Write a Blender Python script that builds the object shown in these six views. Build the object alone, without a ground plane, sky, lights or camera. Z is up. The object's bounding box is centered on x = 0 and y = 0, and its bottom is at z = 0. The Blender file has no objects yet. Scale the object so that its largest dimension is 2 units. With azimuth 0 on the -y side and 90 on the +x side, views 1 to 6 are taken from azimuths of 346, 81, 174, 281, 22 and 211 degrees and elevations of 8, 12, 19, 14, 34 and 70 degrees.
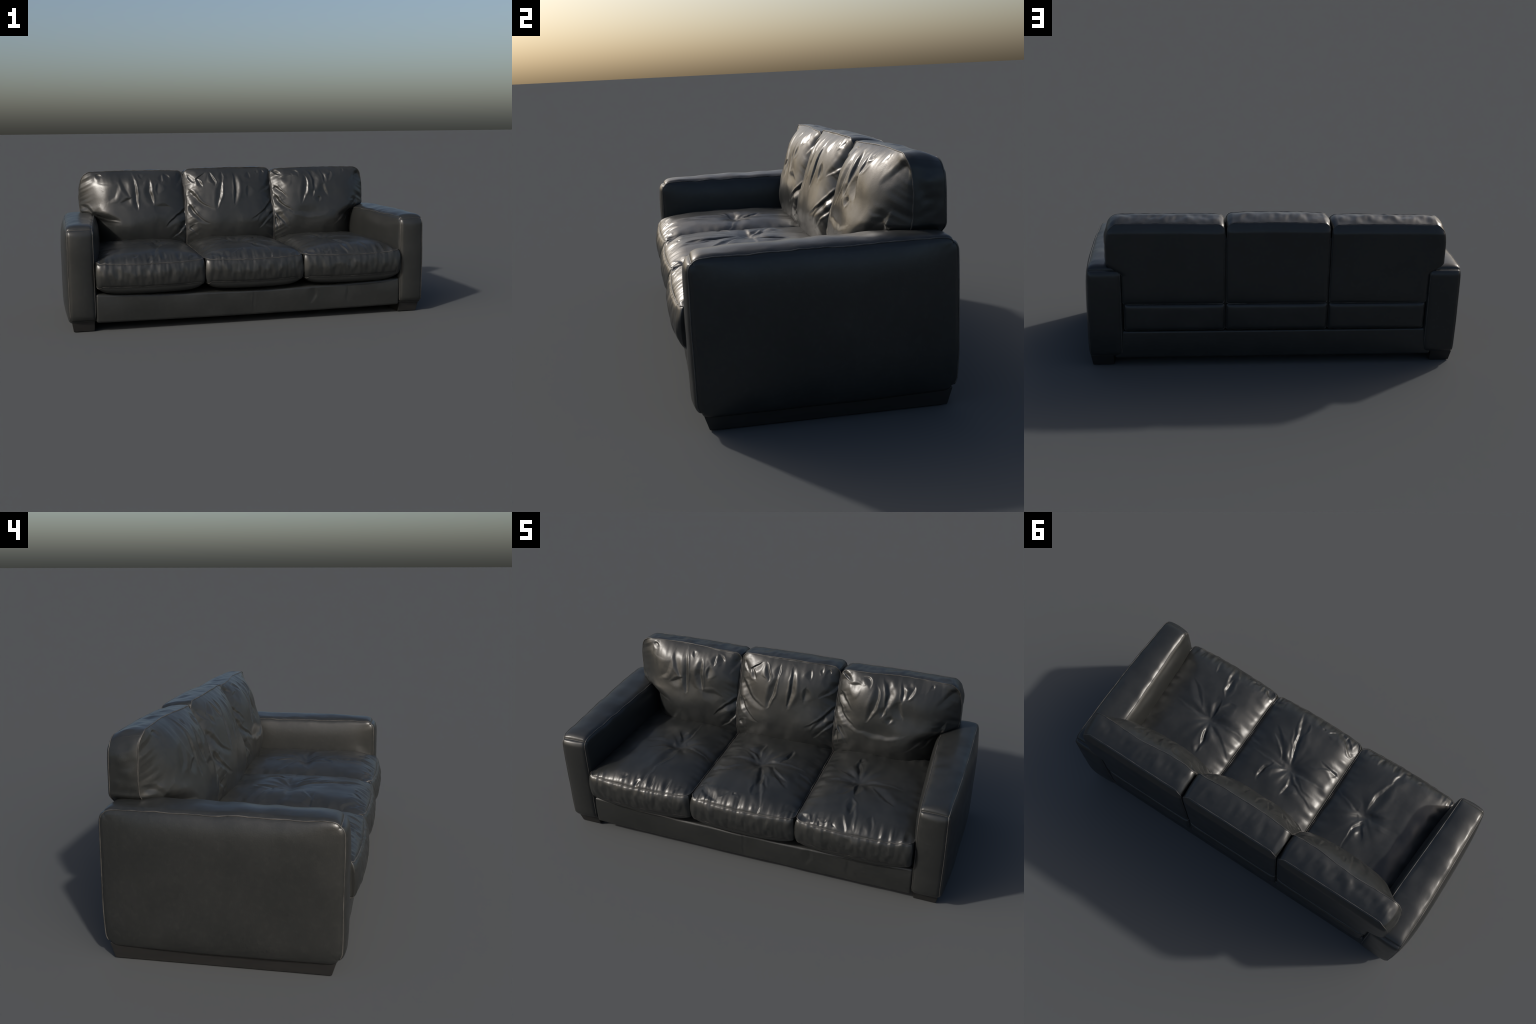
import bpy, math
import numpy as np

# ------------------------------------------------------------------ helpers
def smooth(e0, e1, x):
    t = np.clip((x - e0) / (e1 - e0), 0.0, 1.0)
    return t * t * (3 - 2 * t)


class Noise2:
    """Seeded gradient noise on a plane, about -1..1."""
    def __init__(self, seed):
        rng = np.random.default_rng(seed)
        ang = rng.random((64, 64)) * 2 * math.pi
        self.gx, self.gy = np.cos(ang), np.sin(ang)

    def __call__(self, x, y):
        x, y = np.broadcast_arrays(np.asarray(x, float), np.asarray(y, float))
        xi, yi = np.floor(x).astype(int), np.floor(y).astype(int)
        fx, fy = x - xi, y - yi
        u = fx ** 3 * (fx * (fx * 6 - 15) + 10)
        v = fy ** 3 * (fy * (fy * 6 - 15) + 10)

        def g(i, j):
            a, b = (xi + i) % 64, (yi + j) % 64
            return self.gx[a, b] * (fx - i) + self.gy[a, b] * (fy - j)
        n0 = g(0, 0) * (1 - u) + g(1, 0) * u
        n1 = g(0, 1) * (1 - u) + g(1, 1) * u
        return 1.5 * (n0 * (1 - v) + n1 * v)


WANDER = Noise2(7)


def fold_field(p, q, folds):
    """Sum of leather folds at the points (p, q).  A fold is
    (width, depth, points, skew): a furrow along a polyline whose lips swell;
    positive depth pushes in, negative raises a ridge."""
    out = np.zeros_like(p)
    # hides never crease along clean curves: wander a little
    p, q = (p + 0.006 * WANDER(p * 17, q * 17) + 0.0016 * WANDER(p * 45 + 9, q * 45),
            q + 0.006 * WANDER(p * 17 + 31, q * 17 + 5) + 0.0016 * WANDER(p * 45, q * 45 + 21))
    for k_fold, f in enumerate(folds):
        flip = 1 if (k_fold * 7) % 5 < 3 else -1
        width, depth, pts = f[0], f[1], np.array(f[2], float)
        fade = f[3] if len(f) > 3 else "both"
        if len(pts) == 3:          # curve through three points
            t = np.linspace(0, 1, 9)[:, None]
            c = 2 * pts[1] - 0.5 * (pts[0] + pts[2])
            pts = (1 - t) ** 2 * pts[0] + 2 * t * (1 - t) * c + t * t * pts[2]
        seg = np.linalg.norm(np.diff(pts, axis=0), axis=1)
        total, run = seg.sum(), 0.0
        best = np.full(p.shape, 1e9)
        along = np.zeros_like(p)
        side = np.ones_like(p)
        for k in range(len(seg)):
            a, b = pts[k], pts[k + 1]
            d = (b - a) / max(seg[k], 1e-9)
            t = np.clip((p - a[0]) * d[0] + (q - a[1]) * d[1], 0, seg[k])
            dx, dy = p - a[0] - d[0] * t, q - a[1] - d[1] * t
            dist = np.hypot(dx, dy)
            m = dist < best
            best = np.where(m, dist, best)
            along = np.where(m, (run + t) / total, along)
            side = np.where(m, np.sign(d[0] * dy - d[1] * dx), side)
            run += seg[k]
        if fade == "both":
            taper = np.sin(np.clip(along, 0, 1) * math.pi * 0.94 + 0.09) ** 0.8
        elif fade == "end":        # strong at its start, dies away
            taper = np.clip(1 - along, 0, 1) ** 0.8 * smooth(-0.05, 0.12, along)
        else:
            taper = np.ones_like(along)
        taper = np.maximum(taper, 0)
        w = 1.2 * width * (0.40 + 0.60 * taper)
        r = best / w
        # one wall of the furrow drops steeply, the other eases away
        rr = r * np.where(side * flip > 0, 1.6, 0.66)
        g = -np.exp(-rr ** 1.6) + 0.34 * np.exp(-((rr - 1.75) / 0.85) ** 2)
        out += 0.80 * depth * taper * g
    return out


def new_mesh_object(name, verts, faces, material, parent, smooth_shade=True):
    me = bpy.data.meshes.new(name)
    me.from_pydata([tuple(v) for v in np.asarray(verts, float)], [], [tuple(f) for f in faces])
    me.validate()
    me.update()
    if smooth_shade:
        me.polygons.foreach_set("use_smooth", [True] * len(me.polygons))
    me.materials.append(material)
    ob = bpy.data.objects.new(name, me)
    bpy.context.scene.collection.objects.link(ob)
    ob.parent = parent
    return ob


def tube(points, radius, closed, sides=8):
    """Round cord along a polyline, as (verts, faces)."""
    P = np.asarray(points, float)
    n = len(P)
    if closed:
        T = np.roll(P, -1, 0) - np.roll(P, 1, 0)
    else:
        T = np.gradient(P, axis=0)
    T /= np.maximum(np.linalg.norm(T, axis=1), 1e-9)[:, None]
    ref = np.array([0.31, 0.17, 0.93])
    verts, N = [], np.cross(T[0], ref)
    N /= np.linalg.norm(N)
    for i in range(n):
        N = N - T[i] * (N @ T[i])
        N /= np.linalg.norm(N)
        B = np.cross(T[i], N)
        for s in range(sides):
            a = 2 * math.pi * s / sides
            verts.append(P[i] + radius * (math.cos(a) * N + math.sin(a) * B))
    faces = []
    for i in range(n if closed else n - 1):
        j = (i + 1) % n
        for s in range(sides):
            t = (s + 1) % sides
            faces.append((i * sides + s, i * sides + t, j * sides + t, j * sides + s))
    if not closed:
        faces.append(tuple(range(sides))[::-1])
        faces.append(tuple((n - 1) * sides + s for s in range(sides)))
    return verts, faces


def resample(points, step, closed):
    P = np.asarray(points, float)
    if closed:
        P = np.vstack([P, P[:1]])
    s = np.r_[0, np.cumsum(np.linalg.norm(np.diff(P, axis=0), axis=1))]
    n = max(int(s[-1] / step), 4)
    t = np.linspace(0, s[-1], n + (0 if closed else 1), endpoint=not closed)
    return np.stack([np.interp(t, s, P[:, k]) for k in range(3)], 1)


def seam(points, parent, closed=True, radius=0.0024, step=0.006):
    P = resample(points, step, closed)
    P[:, 2] += 0.0011 * WANDER(P[:, 0] * 40 + P[:, 2] * 33, P[:, 1] * 40)
    v, f = tube(P, radius, closed)
    return new_mesh_object("seam", v, f, MAT_SEAM, parent)


# ------------------------------------------------------- pillow construction
def pillow(name, plan, front, back, rim, na, nb, nr, material, parent):
    """Cushion: a front sheet, a back sheet and a boxing strip (rim) between.
    plan(a, b) -> two in-plane coordinates, front/back(a, b) -> xyz arrays,
    rim(front_edge, back_edge, w, s) -> xyz for the strip row at w."""
    a = np.linspace(-1, 1, na + 1)
    b = np.linspace(-1, 1, nb + 1)
    # a little more resolution near the borders
    a = np.sign(a) * (1 - (1 - np.abs(a)) ** 1.15)
    b = np.sign(b) * (1 - (1 - np.abs(b)) ** 1.15)
    A, B = np.meshgrid(a, b, indexing="ij")
    F, K = front(A, B), back(A, B)
    idx = np.arange((na + 1) * (nb + 1)).reshape(na + 1, nb + 1)
    loop = np.concatenate([idx[:-1, 0], idx[-1, :-1], idx[:0:-1, -1], idx[0, :0:-1]])
    Fv, Kv = F.reshape(-1, 3), K.reshape(-1, 3)
    nF, nL = len(Fv), len(loop)
    verts = [Fv]
    fe, ke = Fv[loop], Kv[loop]
    Av, Bv = A.reshape(-1)[loop], B.reshape(-1)[loop]
    for k in range(1, nr):
        verts.append(rim(fe, ke, k / nr, Av, Bv))
    verts.append(Kv)
    V = np.vstack(verts)
    off_back = nF + nL * (nr - 1)

    def row(k):
        if k == 0:
            return loop
        if k == nr:
            return loop + off_back
        return nF + (k - 1) * nL + np.arange(nL)
    q = np.stack([idx[:-1, :-1], idx[1:, :-1], idx[1:, 1:], idx[:-1, 1:]], -1).reshape(-1, 4)
    faces = [q, q[:, ::-1] + off_back]
    for k in range(nr):
        r0, r1 = row(k), row(k + 1)
        faces.append(np.stack([r0, r1, np.roll(r1, -1), np.roll(r0, -1)], 1))
    faces = np.vstack(faces)
    me = bpy.data.meshes.new(name)
    me.from_pydata(V.tolist(), [], faces.tolist())
    me.update()
    me.polygons.foreach_set("use_smooth", np.ones(len(me.polygons), bool))
    me.materials.append(material)
    ob = bpy.data.objects.new(name, me)
    bpy.context.scene.collection.objects.link(ob)
    ob.parent = parent
    return ob, fe, ke


def round_corners(a, b, ha, hb, r):
    """Square (a, b) to a square with round corners; r per corner as a function."""
    x, y = a * ha, b * hb
    qx, qy = np.clip(x, -(ha - r), ha - r), np.clip(y, -(hb - r), hb - r)
    dx, dy = x - qx, y - qy
    d = np.hypot(dx, dy)
    k = np.where(d > 1e-9, np.maximum(np.abs(dx), np.abs(dy)) / np.maximum(d, 1e-9), 1.0)
    return (qx + dx * k) / ha, (qy + dy * k) / hb


def rounded_box(lo, hi, r, n, deform, name, material, parent):
    """Box lo..hi with edge radius r, cut into n cells per side, then deformed."""
    lo, hi = np.array(lo, float), np.array(hi, float)
    c, h = (lo + hi) / 2, (hi - lo) / 2
    ax = []
    for k in range(3):
        core = np.linspace(-(h[k] - r), h[k] - r, n[k])
        edge = np.linspace(0, r, 7)[1:]
        ax.append(np.r_[-(h[k] - r) - edge[::-1], core, h[k] - r + edge])
    N = [len(x) for x in ax]
    index, verts, faces = {}, [], []

    def vid(i, j, k):
        key = (i, j, k)
        if key not in index:
            index[key] = len(verts)
            verts.append((ax[0][i], ax[1][j], ax[2][k]))
        return index[key]
    for axis in range(3):
        u, v = (axis + 1) % 3, (axis + 2) % 3
        for end in (0, N[axis] - 1):
            for i in range(N[u] - 1):
                for j in range(N[v] - 1):
                    q = []
                    for di, dj in ((0, 0), (1, 0), (1, 1), (0, 1)):
                        t = [0, 0, 0]
                        t[axis], t[u], t[v] = end, i + di, j + dj
                        q.append(vid(*t))
                    faces.append(q if end else q[::-1])
    P = np.array(verts)
    P = box_surface(P, h, r) + c
    if deform:
        P = deform(P)
    return new_mesh_object(name, P, faces, material, parent)


def box_surface(P, h, r):
    Q = np.clip(P, -(h - r), h - r)
    D = P - Q
    L = np.linalg.norm(D, axis=1, keepdims=True)
    return Q + np.where(L > 1e-9, D / np.maximum(L, 1e-9) * r, 0)


# ----------------------------------------------------------------- materials
def nodes_of(name):
    m = bpy.data.materials.new(name)
    m.use_nodes = True
    nt = m.node_tree
    bsdf = nt.nodes["Principled BSDF"]
    return m, nt, bsdf


def leather(name, base, pale, rough, patch=5.0):
    m, nt, bsdf = nodes_of(name)
    N, L = nt.nodes.new, nt.links.new
    co = N("ShaderNodeTexCoord")
    cloud = N("ShaderNodeTexNoise")
    cloud.inputs["Scale"].default_value = patch
    cloud.inputs["Detail"].default_value = 6.0
    cloud.inputs["Roughness"].default_value = 0.6
    L(co.outputs["Object"], cloud.inputs["Vector"])
    ramp = N("ShaderNodeValToRGB")
    ramp.color_ramp.elements[0].position = 0.35
    ramp.color_ramp.elements[0].color = (*base, 1)
    ramp.color_ramp.elements[1].position = 0.75
    ramp.color_ramp.elements[1].color = (*pale, 1)
    L(cloud.outputs["Fac"], ramp.inputs["Fac"])
    # rubbed specks and scuffs where the finish has gone
    rub = N("ShaderNodeTexNoise")
    rub.inputs["Scale"].default_value = 46.0
    rub.inputs["Detail"].default_value = 7.0
    rub.inputs["Roughness"].default_value = 0.68
    rub.inputs["Distortion"].default_value = 0.6
    L(co.outputs["Object"], rub.inputs["Vector"])
    rub_ramp = N("ShaderNodeValToRGB")
    rub_ramp.color_ramp.elements[0].position = 0.50
    rub_ramp.color_ramp.elements[0].color = (0, 0, 0, 1)
    rub_ramp.color_ramp.elements[1].position = 0.80
    rub_ramp.color_ramp.elements[1].color = (0.26, 0.26, 0.26, 1)
    L(rub.outputs["Fac"], rub_ramp.inputs["Fac"])
    mix = N("ShaderNodeMix")
    mix.data_type = "RGBA"
    mix.inputs[7].default_value = (0.050, 0.050, 0.047, 1)
    L(rub_ramp.outputs["Color"], mix.inputs[0])
    L(ramp.outputs["Color"], mix.inputs[6])
    L(mix.outputs[2], bsdf.inputs["Base Color"])
    # gloss varies with handling
    sheen = N("ShaderNodeTexNoise")
    sheen.inputs["Scale"].default_value = 9.0
    sheen.inputs["Detail"].default_value = 4.0
    L(co.outputs["Object"], sheen.inputs["Vector"])
    mr = N("ShaderNodeMapRange")
    mr.inputs["From Min"].default_value = 0.3
    mr.inputs["From Max"].default_value = 0.7
    mr.inputs["To Min"].default_value = rough - 0.04
    mr.inputs["To Max"].default_value = rough + 0.05
    L(sheen.outputs["Fac"], mr.inputs["Value"])
    L(mr.outputs["Result"], bsdf.inputs["Roughness"])
    # grain of the hide
    pores = N("ShaderNodeTexVoronoi")
    pores.inputs["Scale"].default_value = 260.0
    L(co.outputs["Object"], pores.inputs["Vector"])
    crease = N("ShaderNodeTexNoise")
    crease.inputs["Scale"].default_value = 70.0
    crease.inputs["Detail"].default_value = 5.0
    L(co.outputs["Object"], crease.inputs["Vector"])
    add = N("ShaderNodeMath")
    add.operation = "MULTIPLY_ADD"
    add.inputs[1].default_value = 0.5
    L(pores.outputs["Distance"], add.inputs[0])
    L(crease.outputs["Fac"], add.inputs[2])
    bump = N("ShaderNodeBump")
    bump.inputs["Strength"].default_value = 0.05
    bump.inputs["Distance"].default_value = 0.004
    L(add.outputs["Value"], bump.inputs["Height"])
    L(bump.outputs["Normal"], bsdf.inputs["Normal"])
    bsdf.inputs["Specular IOR Level"].default_value = 0.5
    return m


MAT_LEATHER = leather("dark_leather", (0.0160, 0.0171, 0.0165), (0.0225, 0.0232, 0.0222), 0.345)
MAT_SEAM = leather("worn_seam_leather", (0.020, 0.020, 0.019), (0.085, 0.080, 0.073), 0.45, 16.0)


def dark_wood():
    m, nt, bsdf = nodes_of("black_stained_wood")
    N, L = nt.nodes.new, nt.links.new
    co = N("ShaderNodeTexCoord")
    mp = N("ShaderNodeMapping")
    mp.inputs["Scale"].default_value = (30, 3, 30)
    L(co.outputs["Object"], mp.inputs["Vector"])
    n = N("ShaderNodeTexNoise")
    n.inputs["Scale"].default_value = 3.0
    L(mp.outputs["Vector"], n.inputs["Vector"])
    r = N("ShaderNodeValToRGB")
    r.color_ramp.elements[0].color = (0.008, 0.008, 0.008, 1)
    r.color_ramp.elements[1].color = (0.017, 0.016, 0.015, 1)
    L(n.outputs["Fac"], r.inputs["Fac"])
    L(r.outputs["Color"], bsdf.inputs["Base Color"])
    bsdf.inputs["Roughness"].default_value = 0.55
    return m


MAT_WOOD = dark_wood()

# ---------------------------------------------------------------- the object
sofa = bpy.data.objects.new("sofa", None)
bpy.context.scene.collection.objects.link(sofa)
sofa["label"] = "dark grey leather three-seat sofa with wrinkled padded cushions"
sofa["category"] = "sofa"

# ---- base frame: long upholstered box between the arms
noise_base = Noise2(11)


def deform_base(P):
    x, y, z = P.T.copy()
    front = smooth(-0.30, -0.385, y)
    back = smooth(0.36, 0.42, y)
    mid = 1 - (x / 0.84) ** 2
    bottom = smooth(0.10, 0.05, z)
    z -= bottom * 0.005 * mid * front                 # slight sag
    top = smooth(0.15, 0.19, z)
    z -= top * 0.022 * mid * front                    # pressed by the cushions
    belly = np.clip(1 - ((z - 0.115) / 0.09) ** 2, 0, 1)
    y -= front * 0.006 * belly
    y += back * 0.004 * belly
    # seams of the panels and soft dents on the front
    f = fold_field(x, z, [(0.004, 0.0022, [(-0.002, 0.19), (0.001, 0.04)], "none"),
                          (0.016, 0.004, [(0.345, 0.175), (0.335, 0.12), (0.318, 0.085)]),
                          (0.012, 0.003, [(0.528, 0.17), (0.529, 0.08)])])
    y -= front * f
    y -= front * 0.0025 * noise_base(x * 7, z * 9)
    return np.stack([x, y, z], 1)


rounded_box((-0.838, -0.389, 0.046), (0.838, 0.425, 0.199), 0.012, (260, 12, 22),
            deform_base, "base_frame", MAT_LEATHER, sofa)
rounded_box((-0.80, 0.31, 0.20), (0.80, 0.415, 0.70), 0.01, (4, 3, 4), None,
            "back_frame", MAT_LEATHER, sofa)


# ---- armrests
def make_arm(sign):
    lo, hi = np.array((0.838, -0.398, 0.044)), np.array((0.974, 0.438, 0.546))
    c, h, r = (lo + hi) / 2, (hi - lo) / 2, 0.020
    nz = Noise2(31 if sign > 0 else 32)

    def deform(P):
        x, y, z = P.T.copy()
        u, v, w = (x - c[0]) / h[0], (y - c[1]) / h[1], (z - c[2]) / h[2]
        u, v, w = np.clip(u, -1, 1), np.clip(v, -1, 1), np.clip(w, -1, 1)
        cu, cv = 1 - u ** 2, 1 - np.abs(v) ** 5
        cw = 1 - np.abs(w) ** np.where(w < 0, 7, 5.5)
        # corners in side view are rounded off
        rv, rw = round_corners(v, w, h[1], h[2], 0.048)
        y, z = y + (rv - v) * h[1], z + (rw - w) * h[2]
        # faces swell
        outer, inner = smooth(0.2, 1, u), smooth(-0.2, -1, u)
        x += outer * 0.025 * cv * cw - inner * 0.027 * cv * cw
        z += smooth(0.3, 1, w) * 0.016 * np.clip(cu, 0, 1) ** 0.8 * (0.2 + 0.8 * cv)
        y -= smooth(-0.9, -1, v) * 0.011 * np.clip(cu, 0, 1) * cw
        y += smooth(0.9, 1, v) * 0.009 * np.clip(cu, 0, 1) ** 0.7 * cw
        # slight tilt of the front towards the top, arm widens to the back
        x -= inner * 0.042 * smooth(-0.45, 0.42, y)
        x -= outer * 0.009 * smooth(0.05, 0.43, y)
        y -= smooth(0.6, 1, v) * 0.006 * smooth(0.20, 0.04, z)
        # slack leather
        x += outer * 0.0015 * nz(y * 5, z * 5)
        z += smooth(0.5, 1, w) * 0.0035 * nz(y * 11, x * 9 + 3) * cv
        y += smooth(-0.9, -1, v) * 0.002 * nz(x * 9, z * 8)
        edge = np.exp(-((np.abs(u) - 0.82) / 0.25) ** 2) * smooth(0.8, 1, w)
        z += edge * 0.0022 * (nz(y * 17, u * 2 + 9) + nz(y * 41, u + 4) * np.clip(nz(y * 5, 3.3), 0, 1))
        return np.stack([sign * x, y, z], 1)

    arm = rounded_box(lo, hi, r, (14, 90, 60), deform, "armrest", MAT_LEATHER, sofa)
    if sign < 0:
        arm.data.flip_normals()

    def edge_path(pts):
        P = np.array(pts, float)
        return deform(box_surface(P - c, h, r) + c)

    def outline(xx):
        """Up the rear edge, along the top, down the front edge."""
        pts = [(xx, hi[1], t) for t in np.linspace(lo[2] + 0.02, hi[2], 110, endpoint=False)]
        pts += [(xx, t, hi[2]) for t in np.linspace(hi[1], lo[1], 180, endpoint=False)]
        pts += [(xx, lo[1], t) for t in np.linspace(hi[2], lo[2] + 0.02, 110)]
        return pts
    for xx in (lo[0], hi[0]):
        seam(edge_path(outline(xx)), arm, False, 0.0024)
    for yy in (lo[1], hi[1]):
        pts = [(t, yy, hi[2]) for t in np.linspace(lo[0] + 0.004, hi[0] - 0.004, 40)]
        seam(edge_path(pts), arm, False, 0.0020)
    return arm


make_arm(1)
make_arm(-1)

# ---- foot rails under the arms, tapering a little downwards
for sign in (1, -1):
    def deform_foot(P, s=sign):
        x, y, z = P.T.copy()
        t = np.clip((0.06 - z) / 0.06, 0, 1)
        x = np.where(x > 0.9, x - 0.009 * t, x)
        y = np.where(y < 0, y + 0.018 * t, y - 0.015 * t)
        return np.stack([s * x, y, z], 1)
    foot = rounded_box((0.846, -0.377, 0.0), (0.963, 0.416, 0.060), 0.003, (4, 12, 3),
                       deform_foot, "foot", MAT_WOOD, sofa)
    if sign < 0:
        foot.data.flip_normals()


# ---- seat cushions
def make_seat(x0, x1, seed, folds, button):
    hx, cx = (x1 - x0) / 2, (x0 + x1) / 2
    y0, y1 = -0.428, 0.352
    hy, cy = (y1 - y0) / 2, (y0 + y1) / 2
    n1, n2, n3 = Noise2(seed), Noise2(seed + 1), Noise2(seed + 2)

    def plan(A, B):
        a, b = round_corners(A, B, hx, hy, 0.028)
        x = cx + a * hx
        y = cy + b * hy
        y = y + 0.016 * np.abs(a) ** 2.2 * smooth(0.0, -1.0, b)     # bowed front
        return x, y, a, b

    def front(A, B):
        x, y, a, b = plan(A, B)
        ca = np.clip(1 - np.abs(a) ** 3.2, 0, 1) ** 0.72
        cb = np.where(b < 0, np.clip(1 - np.abs(b) ** 5, 0, 1) ** 0.55,
                      np.clip(1 - np.abs(b) ** 4, 0, 1) ** 0.7)
        z = 0.359 - 0.009 * (1 - a ** 2) * smooth(-0.8, -1, b)
        z = z + (0.055 - 0.008 * smooth(0.0, 0.6, b)) * ca * cb
        bx, by = button
        rr = np.hypot((x - bx) / 1.15, y - by)
        z = z - 0.018 * np.exp(-(rr / 0.060) ** 2) - 0.006 * np.exp(-(rr / 0.026) ** 2)
        inside = smooth(0.0, 0.10, ca * cb)
        # radiating tufts around the button
        th = np.arctan2(y - by, x - bx)
        z = z + inside * 0.005 * np.exp(-((rr - 0.075) / 0.06) ** 2) * smooth(0.012, 0.07, rr) * n3(np.cos(th) * 2.2 + 7, np.sin(th) * 2.2 + 3)
        z = z + 0.70 * inside * fold_field(x, y, folds)
        # gathers along the front and back seams
        df, dl = (b + 1) * hy, (1 - np.abs(a)) * hx
        g = n1(x * 34, y * 5) + 0.6 * n2(x * 62, y * 9)
        z = z + 0.0055 * g * np.exp(-((df - 0.020) / 0.034) ** 2) * (0.25 + 0.75 * np.clip(0.7 + n2(x * 9, 2.2), 0, 1.3))
        z = z + 0.0055 * n2(x * 26, y * 6) * np.exp(-((y - 0.20) / 0.05) ** 2)
        z = z + 0.0040 * n1(x * 7, y * 24) * np.exp(-((dl - 0.03) / 0.035) ** 2)
        z = z + inside * (0.0035 * n2(x * 9, y * 9 + 5) + 0.0007 * n1(x * 22, y * 18))
        return np.stack([x, y, z], -1)

    def back(A, B):
        x, y, a, b = plan(A, B)
        ca = np.clip(1 - np.abs(a) ** 8, 0, 1) ** 0.6
        cb = np.clip(1 - np.abs(b) ** 16, 0, 1) ** 0.5
        z = 0.240 - 0.006 * (1 - a ** 2) - 0.048 * ca * cb
        return np.stack([x, y - 0.004 * smooth(-0.8, -1, b), z], -1)

    def rim(fe, ke, w, Av, Bv):
        P = fe * (1 - w) + ke * w
        a, b = round_corners(Av, Bv, hx, hy, 0.028)
        n = np.stack([np.sign(a) * np.abs(a) ** 14, np.sign(b) * np.abs(b) ** 22], 1)
        n /= np.maximum(np.linalg.norm(n, axis=1), 1e-6)[:, None]
        bow = math.sin(math.pi * w) ** 0.5
        s = P[:, 0] + P[:, 1]
        amp = np.where(np.abs(n[:, 1]) > 0.7, 0.017, 0.004)
        d = amp * bow
        wr = n1(s * 22, np.full_like(s, w * 1.6 + 4)) + 0.7 * n3(s * 44, np.full_like(s, w * 2.4))
        d = d + 0.0038 * bow * wr
        P = P.copy()
        P[:, 0] += n[:, 0] * d
        P[:, 1] += n[:, 1] * d
        return P

    ob, fe, ke = pillow("seat_cushion", plan, front, back, rim, 190, 250, 26, MAT_LEATHER, sofa)
    seam(fe, ob, True, 0.0024)
    seam(ke, ob, True, 0.0018)
    return ob


# furrows of the left back cushion: width, depth, course, fading
BACK_FOLDS_LEFT = [
    (0.010, 0.0100, [(-0.577, 0.777), (-0.560, 0.702), (-0.551, 0.580)]),
    (0.012, 0.0110, [(-0.472, 0.738), (-0.474, 0.672), (-0.460, 0.605)]),
    (0.015, 0.0060, [(-0.642, 0.759), (-0.626, 0.715), (-0.591, 0.645)]),
    (0.020, 0.0060, [(-0.659, 0.715), (-0.673, 0.671), (-0.708, 0.627)]),
    (0.008, 0.0060, [(-0.534, 0.777), (-0.524, 0.753)]),
    (0.009, 0.0070, [(-0.399, 0.767), (-0.406, 0.734)]),
    (0.008, 0.0070, [(-0.384, 0.777), (-0.350, 0.750)]),
    (0.011, 0.0060, [(-0.425, 0.723), (-0.433, 0.668)]),
    (0.008, 0.0060, [(-0.781, 0.777), (-0.752, 0.770)]),
    (0.012, 0.0120, [(-0.262, 0.571), (-0.332, 0.521), (-0.396, 0.473)], "end"),
    (0.011, 0.0100, [(-0.264, 0.493), (-0.305, 0.449), (-0.358, 0.403)], "end"),
    (0.018, 0.0080, [(-0.265, 0.763), (-0.294, 0.736), (-0.323, 0.693)], "end"),
    (0.014, 0.0100, [(-0.810, 0.562), (-0.744, 0.531), (-0.651, 0.508)], "end"),
    (0.010, 0.0070, [(-0.866, 0.602), (-0.805, 0.567)]),
    (0.012, 0.0070, [(-0.785, 0.545), (-0.753, 0.501), (-0.703, 0.481)], "end"),
    (0.012, 0.0050, [(-0.651, 0.615), (-0.579, 0.642)]),
    (0.016, 0.0050, [(-0.457, 0.595), (-0.359, 0.580)]),
]

# furrows of the middle back cushion: width, depth, course, fading
BACK_FOLDS_MIDDLE = [
    (0.008, 0.0100, [(-0.113, 0.777), (-0.092, 0.741), (-0.090, 0.708)]),
    (0.010, 0.0090, [(-0.045, 0.739), (-0.051, 0.683), (-0.083, 0.575)]),
    (0.010, 0.0110, [(0.026, 0.774), (0.037, 0.709), (0.024, 0.599)]),
    (0.008, 0.0070, [(-0.040, 0.777), (-0.039, 0.732)]),
    (0.008, 0.0080, [(-0.142, 0.774), (-0.199, 0.731)]),
    (0.009, 0.0070, [(-0.189, 0.737), (-0.161, 0.703)]),
    (0.007, 0.0050, [(0.121, 0.777), (0.129, 0.737)]),
    (0.007, 0.0050, [(0.173, 0.777), (0.188, 0.768)]),
    (0.007, 0.0060, [(0.211, 0.784), (0.224, 0.768)]),
    (0.012, 0.0060, [(0.115, 0.698), (0.107, 0.637)]),
    (0.014, 0.0110, [(-0.237, 0.678), (-0.184, 0.609), (-0.099, 0.568)], "end"),
    (0.010, 0.0120, [(-0.244, 0.589), (-0.193, 0.519), (-0.131, 0.484)], "end"),
    (0.010, 0.0080, [(-0.244, 0.467), (-0.208, 0.415)], "end"),
    (0.012, 0.0080, [(0.270, 0.711), (0.221, 0.678), (0.180, 0.654)], "end"),
    (0.012, 0.0120, [(0.273, 0.612), (0.208, 0.550), (0.119, 0.500)], "end"),
    (0.011, 0.0090, [(0.269, 0.536), (0.215, 0.491), (0.169, 0.445)], "end"),
    (0.012, 0.0060, [(0.164, 0.492), (0.232, 0.565)]),
    (0.010, 0.0060, [(-0.243, 0.762), (-0.211, 0.717)]),
]

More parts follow.
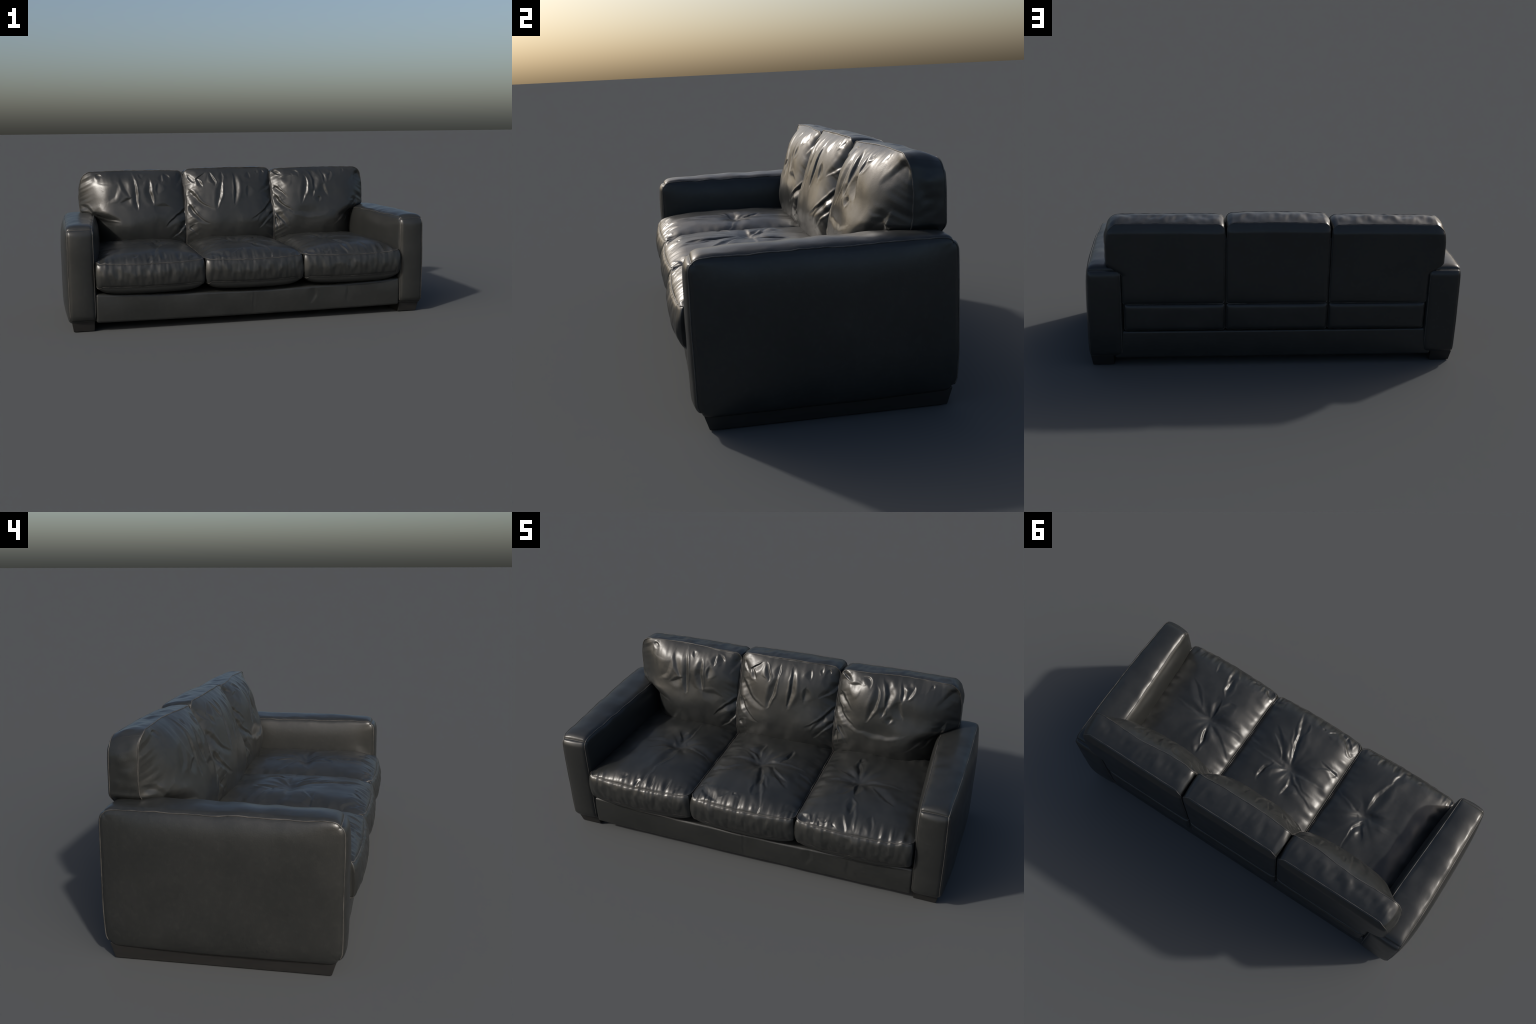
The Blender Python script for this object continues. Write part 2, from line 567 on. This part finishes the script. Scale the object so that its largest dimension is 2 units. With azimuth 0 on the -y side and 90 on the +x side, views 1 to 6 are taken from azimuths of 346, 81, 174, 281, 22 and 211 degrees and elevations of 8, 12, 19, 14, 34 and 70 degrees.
# furrows of the right back cushion: width, depth, course, fading
BACK_FOLDS_RIGHT = [
    (0.009, 0.0090, [(0.395, 0.778), (0.427, 0.774), (0.442, 0.751)]),
    (0.010, 0.0090, [(0.472, 0.755), (0.481, 0.694), (0.445, 0.592)]),
    (0.010, 0.0130, [(0.498, 0.782), (0.531, 0.739), (0.528, 0.667)]),
    (0.010, 0.0060, [(0.528, 0.667), (0.510, 0.620)]),
    (0.009, 0.0090, [(0.590, 0.772), (0.600, 0.745), (0.602, 0.705)]),
    (0.013, 0.0070, [(0.596, 0.697), (0.598, 0.659), (0.614, 0.626)]),
    (0.010, 0.0100, [(0.651, 0.771), (0.646, 0.745), (0.628, 0.715)]),
    (0.008, 0.0060, [(0.616, 0.766), (0.646, 0.761)]),
    (0.008, 0.0040, [(0.734, 0.777), (0.744, 0.764)]),
    (0.020, 0.0090, [(0.863, 0.766), (0.810, 0.731), (0.764, 0.686)], "end"),
    (0.011, 0.0130, [(0.288, 0.632), (0.322, 0.579), (0.392, 0.543)], "end"),
    (0.010, 0.0090, [(0.293, 0.688), (0.323, 0.654), (0.360, 0.623)], "end"),
    (0.010, 0.0090, [(0.287, 0.528), (0.322, 0.486), (0.361, 0.437)], "end"),
    (0.009, 0.0070, [(0.284, 0.503), (0.295, 0.426)], "end"),
    (0.008, 0.0080, [(0.286, 0.776), (0.329, 0.756)]),
    (0.014, 0.0120, [(0.812, 0.574), (0.763, 0.516), (0.707, 0.460)], "end"),
    (0.016, 0.0080, [(0.817, 0.601), (0.731, 0.524), (0.638, 0.455)], "end"),
    (0.020, 0.0060, [(0.371, 0.548), (0.477, 0.528), (0.620, 0.538)]),
    (0.012, 0.0060, [(0.326, 0.736), (0.391, 0.741)]),
    (0.010, 0.0060, [(0.554, 0.586), (0.562, 0.621)]),
]

# furrows of the left seat cushion: width, depth, course, fading
SEAT_FOLDS_LEFT = [
    (0.014, 0.0120, [(-0.474, -0.113), (-0.483, -0.192), (-0.511, -0.297)]),
    (0.012, 0.0070, [(-0.511, -0.297), (-0.533, -0.403)]),
    (0.009, 0.0080, [(-0.482, -0.047), (-0.460, 0.023), (-0.460, 0.161)], "end"),
    (0.009, 0.0070, [(-0.480, -0.020), (-0.528, 0.044)]),
    (0.015, 0.0060, [(-0.508, -0.073), (-0.574, -0.061), (-0.641, -0.067)], "end"),
    (0.014, 0.0060, [(-0.493, -0.094), (-0.572, -0.113), (-0.632, -0.160)], "end"),
    (0.012, 0.0070, [(-0.439, -0.084), (-0.356, -0.106), (-0.261, -0.148)], "end"),
    (0.013, 0.0050, [(-0.454, -0.063), (-0.373, -0.018)], "end"),
    (0.008, 0.0070, [(-0.618, -0.388), (-0.642, -0.405)]),
    (0.008, 0.0090, [(-0.538, -0.395), (-0.565, -0.424)]),
    (0.008, 0.0100, [(-0.478, -0.363), (-0.481, -0.421)]),
    (0.009, 0.0070, [(-0.390, -0.351), (-0.409, -0.415)]),
    (0.009, 0.0070, [(-0.312, -0.388), (-0.354, -0.414)]),
    (0.008, 0.0090, [(-0.467, 0.032), (-0.470, -0.002), (-0.492, -0.036)]),
    (0.016, 0.0070, [(-0.486, -0.077), (-0.583, -0.076), (-0.666, -0.080)], "end"),
]

# furrows of the middle seat cushion: width, depth, course, fading
SEAT_FOLDS_MIDDLE = [
    (0.012, 0.0140, [(-0.004, -0.112), (0.032, -0.238), (0.086, -0.386)]),
    (0.010, 0.0070, [(0.031, -0.191), (0.076, -0.277)]),
    (0.009, 0.0080, [(0.018, -0.282), (0.031, -0.348)]),
    (0.014, 0.0080, [(0.010, -0.073), (0.105, -0.074), (0.213, -0.086)], "end"),
    (0.012, 0.0060, [(0.082, -0.165), (0.168, -0.246)]),
    (0.012, 0.0060, [(0.189, -0.111), (0.268, -0.140)]),
    (0.012, 0.0090, [(-0.036, -0.055), (-0.076, -0.017), (-0.118, 0.004)]),
    (0.009, 0.0080, [(0.098, 0.053), (0.093, -0.001), (0.072, -0.060)]),
    (0.008, 0.0080, [(0.090, -0.400), (0.083, -0.432)]),
    (0.010, 0.0080, [(0.195, -0.407), (0.218, -0.384), (0.265, -0.366)]),
    (0.013, 0.0070, [(-0.063, -0.062), (-0.138, -0.005), (-0.207, -0.012)], "end"),
    (0.012, 0.0060, [(-0.206, -0.209), (-0.102, -0.149)]),
    (0.014, 0.0120, [(-0.225, -0.359), (-0.173, -0.395), (-0.132, -0.413)]),
    (0.008, 0.0070, [(-0.085, -0.362), (-0.117, -0.386)]),
    (0.008, 0.0070, [(-0.049, -0.363), (-0.054, -0.378)]),
    (0.011, 0.0110, [(0.103, 0.056), (0.096, 0.000), (0.067, -0.043)]),
    (0.011, 0.0100, [(-0.050, 0.067), (-0.061, 0.007), (-0.043, -0.035)]),
    (0.012, 0.0090, [(-0.011, -0.108), (0.013, -0.174), (0.030, -0.281)]),
    (0.010, 0.0090, [(0.049, -0.103), (0.081, -0.157), (0.151, -0.200)]),
    (0.013, 0.0080, [(-0.040, -0.073), (-0.124, -0.081), (-0.221, -0.086)], "end"),
    (0.013, 0.0070, [(-0.080, -0.012), (-0.151, 0.020), (-0.223, 0.045)], "end"),
    (0.011, 0.0090, [(-0.249, -0.322), (-0.204, -0.356), (-0.169, -0.392)], "end"),
    (0.009, 0.0080, [(-0.240, -0.185), (-0.191, -0.193), (-0.134, -0.203)], "end"),
]

# furrows of the right seat cushion: width, depth, course, fading
SEAT_FOLDS_RIGHT = [
    (0.012, 0.0120, [(0.512, -0.261), (0.535, -0.359), (0.554, -0.420)]),
    (0.010, 0.0120, [(0.447, 0.067), (0.475, -0.019)]),
    (0.008, 0.0060, [(0.446, 0.114), (0.449, 0.072)]),
    (0.014, 0.0070, [(0.517, -0.084), (0.610, -0.083), (0.706, -0.088)], "end"),
    (0.014, 0.0060, [(0.466, -0.078), (0.409, -0.082), (0.324, -0.128)], "end"),
    (0.012, 0.0110, [(0.294, -0.375), (0.332, -0.401), (0.346, -0.411)]),
    (0.008, 0.0080, [(0.354, -0.370), (0.360, -0.413)]),
    (0.008, 0.0080, [(0.391, -0.397), (0.395, -0.421)]),
    (0.008, 0.0070, [(0.416, -0.395), (0.410, -0.409)]),
    (0.008, 0.0070, [(0.455, -0.408), (0.453, -0.415)]),
    (0.009, 0.0090, [(0.490, -0.360), (0.519, -0.429)]),
    (0.009, 0.0080, [(0.616, -0.334), (0.633, -0.407)]),
    (0.012, 0.0060, [(0.419, -0.219), (0.471, -0.171)]),
    (0.012, 0.0060, [(0.693, -0.225), (0.623, -0.170), (0.567, -0.114)]),
    (0.009, 0.0110, [(0.488, -0.095), (0.495, -0.162), (0.504, -0.199)]),
    (0.009, 0.0100, [(0.497, -0.232), (0.511, -0.282), (0.512, -0.341)]),
    (0.012, 0.0080, [(0.481, -0.057), (0.466, 0.002), (0.442, 0.111)]),
    (0.013, 0.0070, [(0.462, -0.077), (0.373, -0.101), (0.287, -0.089)], "end"),
    (0.013, 0.0060, [(0.455, -0.047), (0.372, -0.004), (0.283, 0.060)], "end"),
]

SEAT_FOLDS = [SEAT_FOLDS_LEFT, SEAT_FOLDS_MIDDLE, SEAT_FOLDS_RIGHT]
BACK_FOLDS = [BACK_FOLDS_LEFT, BACK_FOLDS_MIDDLE, BACK_FOLDS_RIGHT]


seats = [(-0.830, -0.271, (-0.479, -0.075)), (-0.263, 0.268, (-0.022, -0.088)), (0.276, 0.830, (0.489, -0.082))]
for i, (x0, x1, button) in enumerate(seats):
    make_seat(x0, x1, 100 + 10 * i, SEAT_FOLDS[i], button)


# ---- back cushions
def make_back(x0, x1, ztop, wing, seed, folds):
    """wing: -1 / +1 when that side spreads over the arm, 0 for the middle one."""
    zb, yb = 0.352, 0.429
    hx, cx = (x1 - x0) / 2, (x0 + x1) / 2
    hz, cz = (ztop - zb) / 2, (ztop + zb) / 2
    n1, n2, n3 = Noise2(seed), Noise2(seed + 1), Noise2(seed + 2)

    def corners(A, B):
        r = np.where(B < 0, 0.012, np.where(A * wing > 0, 0.046, 0.036))
        return round_corners(A, B, hx, hz, r)

    def plan(A, B):
        a, b = corners(A, B)
        x = cx + a * hx
        z = cz + b * hz
        if wing:
            side = smooth(-0.2, 1.0, a * wing)
            x = x - wing * side * (0.076 * smooth(0.572, 0.500, z) + 0.022 * smooth(0.64, 0.82, z) ** 1.5)
        # top line swells in the middle
        z = z - 0.006 * a ** 2 * smooth(0.5, 1.0, b)
        return x, z, a, b

    # side-view profiles of the front: along the belly and along the inner seam
    z_of = (0.35, 0.40, 0.45, 0.53, 0.60, 0.65, 0.70, 0.75, 0.78, ztop)
    belly_pts = (0.192, 0.170, 0.160, 0.163, 0.176, 0.188, 0.207, 0.237, 0.264, 0.300)
    edge_pts = (0.205, 0.190, 0.188, 0.203, 0.225, 0.243, 0.262, 0.287, 0.302, 0.306)

    t_of = (np.array(z_of) - 0.35) / 0.45
    belly_curve = np.polyfit(t_of, belly_pts, 5)
    edge_curve = np.polyfit(t_of, edge_pts, 4)

    def front(A, B):
        x, z, a, b = plan(A, B)
        zz = np.clip((z - 0.35) / 0.45, 0, 1)
        e = np.polyval(edge_curve, zz)
        m = np.polyval(belly_curve, zz)
        p = np.full_like(a, 3.0)
        if wing:
            t = smooth(0.25, 1.0, a * wing)
            e = e + (0.310 - e) * t
            m = m + 0.017 * smooth(0.48, 0.64, z) * smooth(-0.7, 0.2, a * wing)
            p = 3.0 - 1.3 * smooth(-0.2, 0.3, a * wing)
        else:
            m = m - 0.012 * smooth(0.62, 0.48, z)
        e = e + 0.010 * smooth(0.50, 0.62, z) * smooth(0.81, 0.74, z)
        ca = np.clip(1 - np.abs(a) ** p, 0, 1) ** 0.8
        cb = np.clip(1 - np.abs(b) ** 8, 0, 1)
        y = e + (m - e) * ca
        inside = smooth(0.0, 0.12, ca * cb)
        d = inside * fold_field(x, z, folds)
        # gathers hanging from the top seam
        dt, dl = (1 - b) * hz, (1 - np.abs(a)) * hx
        g = n1(x * 15, z * 4) + 0.35 * n2(x * 40, z * 7)
        d = d + 0.0035 * g * np.exp(-((dt - 0.035) / 0.045) ** 2)
        # drag lines running down from the side seams
        g = n2((z + 0.55 * np.abs(x - cx)) * 24, x * 4) + 0.5 * n3((z + 0.5 * np.abs(x - cx)) * 50, x * 6)
        d = d + 0.0032 * g * np.exp(-((dl - 0.025) / 0.040) ** 2)
        d = d + inside * (0.0050 * n3(x * 8, z * 7) + 0.0007 * n1(x * 22, z * 16))
        return np.stack([x, y - d, z], -1)

    def back(A, B):
        x, z, a, b = plan(A, B)
        ca = np.clip(1 - np.abs(a) ** 12, 0, 1) ** 0.5
        cb = np.clip(1 - np.abs(b) ** 10, 0, 1) ** 0.5
        y = yb + 0.014 * ca * cb + 0.001 * n2(x * 5, z * 5)
        z = z - 0.020 * smooth(0.55, 1.0, b)
        x = x - np.sign(a) * np.where(a * wing > 0, 0.011, 0.003) * smooth(0.8, 1, np.abs(a))
        y = y - 0.010 * smooth(0.7, 1.0, b)
        return np.stack([x, y, z], -1)

    def rim(fe, ke, w, Av, Bv):
        P = fe * (1 - w) + ke * w
        a, b = corners(Av, Bv)
        n = np.stack([np.sign(a) * np.abs(a) ** 14, np.sign(b) * np.abs(b) ** 14], 1)
        n /= np.maximum(np.linalg.norm(n, axis=1), 1e-6)[:, None]
        bow = math.sin(math.pi * w) ** 0.75
        outer = (a * wing > 0.5) if wing else np.zeros(len(a), bool)
        amp = np.where(n[:, 1] > 0.5, 0.008, np.where(outer, 0.007, 0.003))
        s = P[:, 0] * 1.0 + P[:, 2]
        wr = n2(s * 15, np.full_like(s, w * 1.6)) + 0.5 * n1(s * 30, np.full_like(s, w * 2 + 5))
        d = bow * (amp + np.where(amp > 0.005, 0.0050, 0.001) * wr)
        P = P.copy()
        P[:, 0] += n[:, 0] * d
        P[:, 2] += n[:, 1] * d
        return P

    ob, fe, ke = pillow("back_cushion", plan, front, back, rim, 200, 180, 24, MAT_LEATHER, sofa)
    ob.data.flip_normals()
    seam(fe, ob, True, 0.0024)
    seam(ke, ob, True, 0.0018)
    return ob


backs = [(-0.878, -0.269, 0.797, -1), (-0.263, 0.267, 0.805, 0), (0.273, 0.878, 0.797, 1)]
for i, (x0, x1, zt, wing) in enumerate(backs):
    make_back(x0, x1, zt, wing, 200 + 10 * i, BACK_FOLDS[i])


# ---- low panels across the rear
def make_rear_panel(x0, x1, seed):
    z0, z1 = 0.206, 0.349
    hx, cx, hz, cz = (x1 - x0) / 2, (x0 + x1) / 2, (z1 - z0) / 2, (z0 + z1) / 2
    n1 = Noise2(seed)

    def plan(A, B):
        a, b = round_corners(A, B, hx, hz, 0.012)
        return cx + a * hx, cz + b * hz, a, b

    def front(A, B):
        x, z, a, b = plan(A, B)
        return np.stack([x, np.full_like(x, 0.34), z], -1)

    def back(A, B):
        x, z, a, b = plan(A, B)
        y = 0.428 + 0.016 * (np.clip(1 - np.abs(a) ** 24, 0, 1) * np.clip(1 - np.abs(b) ** 8, 0, 1)) ** 0.6
        return np.stack([x, y + 0.0012 * n1(x * 12, z * 12), z], -1)

    def rim(fe, ke, w, Av, Bv):
        return fe * (1 - w) + ke * w
    ob, fe, ke = pillow("rear_panel", plan, front, back, rim, 90, 40, 4, MAT_LEATHER, sofa)
    ob.data.flip_normals()
    seam(ke, ob, True, 0.0016)


for i, (x0, x1) in enumerate(((-0.784, -0.272), (-0.263, 0.264), (0.273, 0.784))):
    make_rear_panel(x0, x1, 300 + i)
